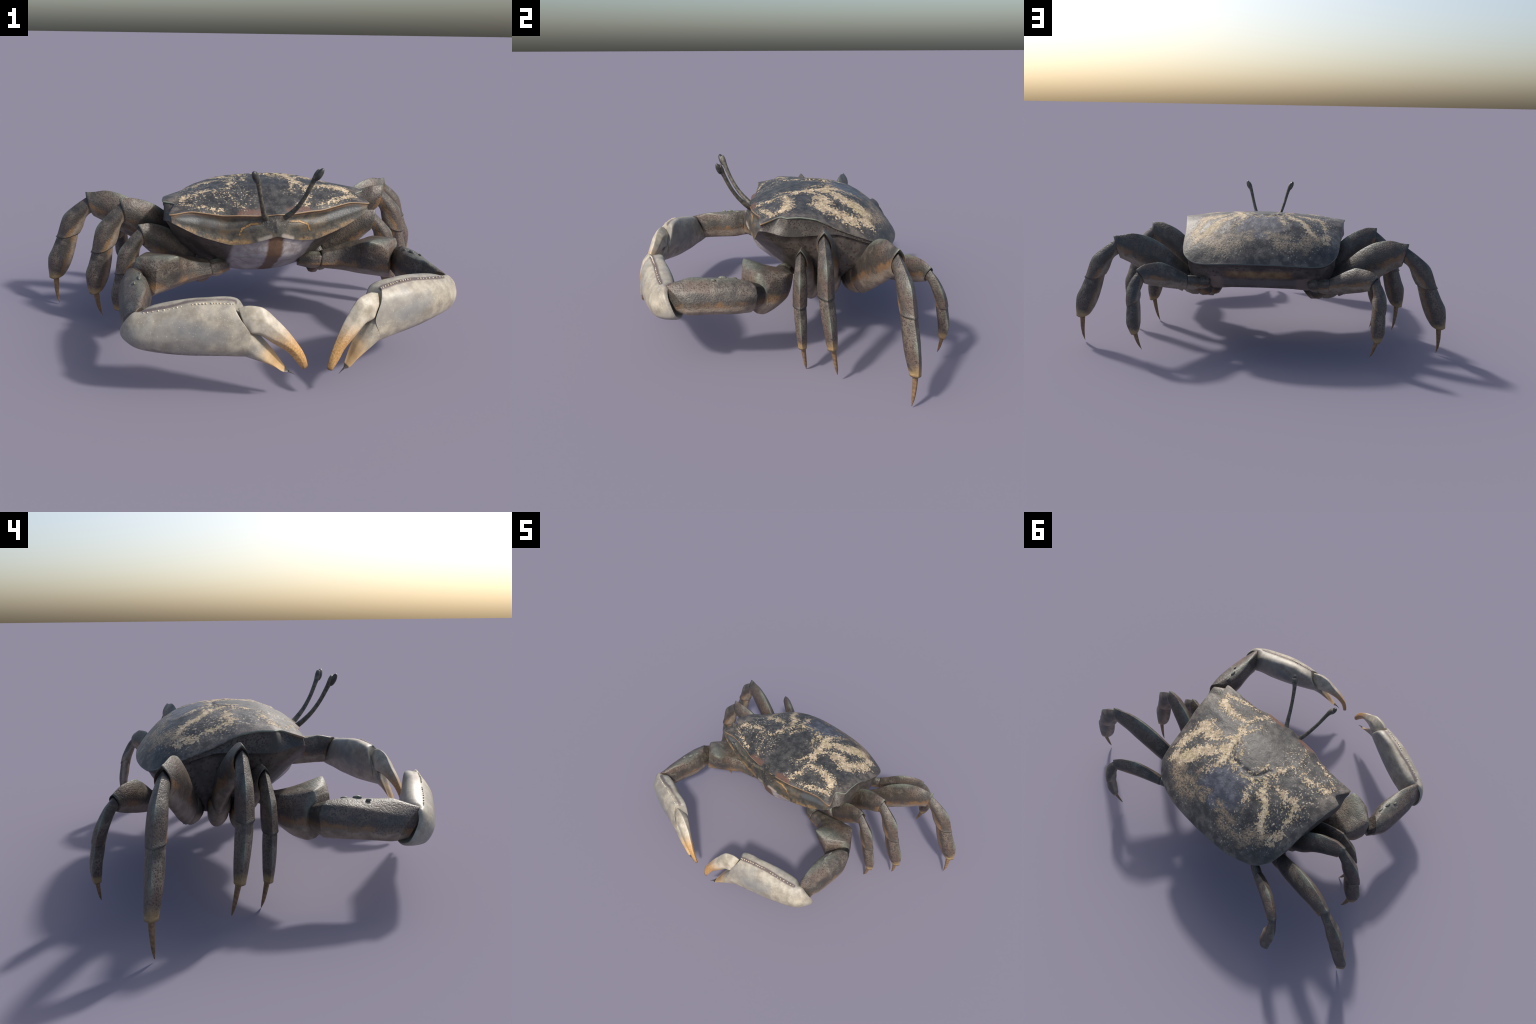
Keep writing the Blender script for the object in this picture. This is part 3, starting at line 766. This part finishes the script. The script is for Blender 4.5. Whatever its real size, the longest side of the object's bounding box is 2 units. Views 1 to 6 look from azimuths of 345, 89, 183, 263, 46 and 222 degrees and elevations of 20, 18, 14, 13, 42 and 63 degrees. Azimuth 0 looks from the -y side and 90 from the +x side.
# step in behind the rim at the far end: the socket of the movable finger
_s = PALM[4]; _m = np.mean(_s, 0)
_socket = [tuple(A(*p) + (_m - A(*p)) * k + A(.004, .001, 0) * (k > 0)) for p, k in zip(_s, (.20,.20,.06,0,0,0,.06,.20))]
PALM = PALM[:5] + [_socket] + PALM[5:]; PALM_S = PALM_S[:5] + [.632] + PALM_S[5:]
_c = np.mean(PALM[0], 0); _d = A(.01, .03, -.002)
PALM = [[tuple(_c + (A(*p) - _c) * .88 + _d * .35) for p in PALM[0]]] + PALM
PALM_S = [0] + [.035 + v * .965 for v in PALM_S]
FRAME_P = frame_of(A(.66,-.50,.31), A(.116,-.69,.20) - A(.66,-.50,.31), A(0, 0, 1))
for nm, sg in (('palm_right', 1), ('palm_left', -1)):
    PALM_SEAM = [tuple((np.linalg.inv(FRAME_P) @ np.r_[b, 1])[:3] * A(1, sg, 1)) for b in BEADS]
    palm_material(nm)
finger_material()
for mir in (False, True):
    pp, cp = (palm_pose, car_pose) if mir else (same, same)
    v, f = loop_loft(MER, tension=.17, nv=48, cap1='flat')
    fr = frame_of(A(.265, 0, .31), A(.31, -.12, .02), A(0, 0, 1))
    arm = make_object('claw_arm', v, f, 'arm', root, fr, mir)
    v, f = loop_loft([[(.17,.030,.325),(.175,.06,.335),(.178,.085,.32),(.178,.08,.285),(.172,.055,.272),(.168,.028,.29)],
                      [(.225,-.012,.338),(.232,.022,.350),(.235,.052,.330),(.235,.044,.284),(.228,.010,.268),(.222,-.018,.295)],
                      [(.266,-.026,.338),(.273,.010,.346),(.275,.036,.330),(.272,.028,.290),(.266,-.004,.277),(.260,-.030,.298)]], nv=14, tension=.25)
    make_object('shoulder', v, f, 'arm', arm, fr, mir)
    fr = frame_of(cp([(.605,-.15,.33)])[0], cp([(.635,-.45,.33)])[0] - cp([(.605,-.15,.33)])[0], A(0, 0, 1))
    v, f = loop_loft(CAR, tension=.27, nv=56, plug0=(.74, (-.012, .040, 0)), plug1=(.74, (.012, -.030, 0)))
    knobs = []
    for c, r in (((.592,-.215,.406), .013), ((.600,-.262,.413), .015), ((.622,-.300,.411), .009), ((.585,-.300,.405), .008)):
        knobs.append(ellipsoid(A(*c), [A(.1, -1, .1), A(1, .1, 0), A(0, 0, 1)], (r * 1.2, r * .5, r * .6), 14, 8))
    v, f = merge([(v, f)] + knobs)
    wrist = make_object('wrist', cp(v), f, 'arm', arm, fr, mir)
    P0, P1 = pp([(.66,-.50,.31)])[0], pp([(.116,-.69,.20)])[0]
    fr = frame_of(P0, P1 - P0, A(0, 0, 1))
    v, f = loop_loft(PALM, stations=PALM_S, nu=56, nv=150, tension=.42, cap0='hollow', recess=.022)
    thorn = tube([(.118,-.6895,.128),(.106,-.692,.119),(.094,-.6955,.109)], [.0042, .002, .0004], nu=8, nv=10)
    v, f = merge([(v, f), thorn])
    palm = make_object('palm', pp(v), f, 'palm_left' if mir else 'palm_right', arm, fr, mir)
    v, f = loop_loft(DAC, stations=DAC_S, nu=44, nv=60, tension=.24)
    fr2 = frame_of(pp([(.26,-.625,.35)])[0], pp([(.055,-.70,.14)])[0] - pp([(.26,-.625,.35)])[0], A(0, 0, 1))
    make_object('movable_finger', pp(v), f, 'finger', arm, fr2, mir)
    line = catmull(BEADS, np.linspace(0.01, .99, 25)); beads = []
    rnd = random.Random(3)
    for i, p in enumerate(line):
        if i in (9, 10, 16): continue
        r = .0033 * rnd.uniform(.7, 1.15)
        beads.append(ellipsoid(p + A(0, -.001, .001), [A(1, 0, 0), A(0, 1, 0), A(0, 0, 1)], (r, r, r), 8, 6))
    v, f = merge(beads)
    bd = make_object('tubercle_row', pp(v), f, 'bead', arm, None, mir)
    bd['kind'] = 'stuff'
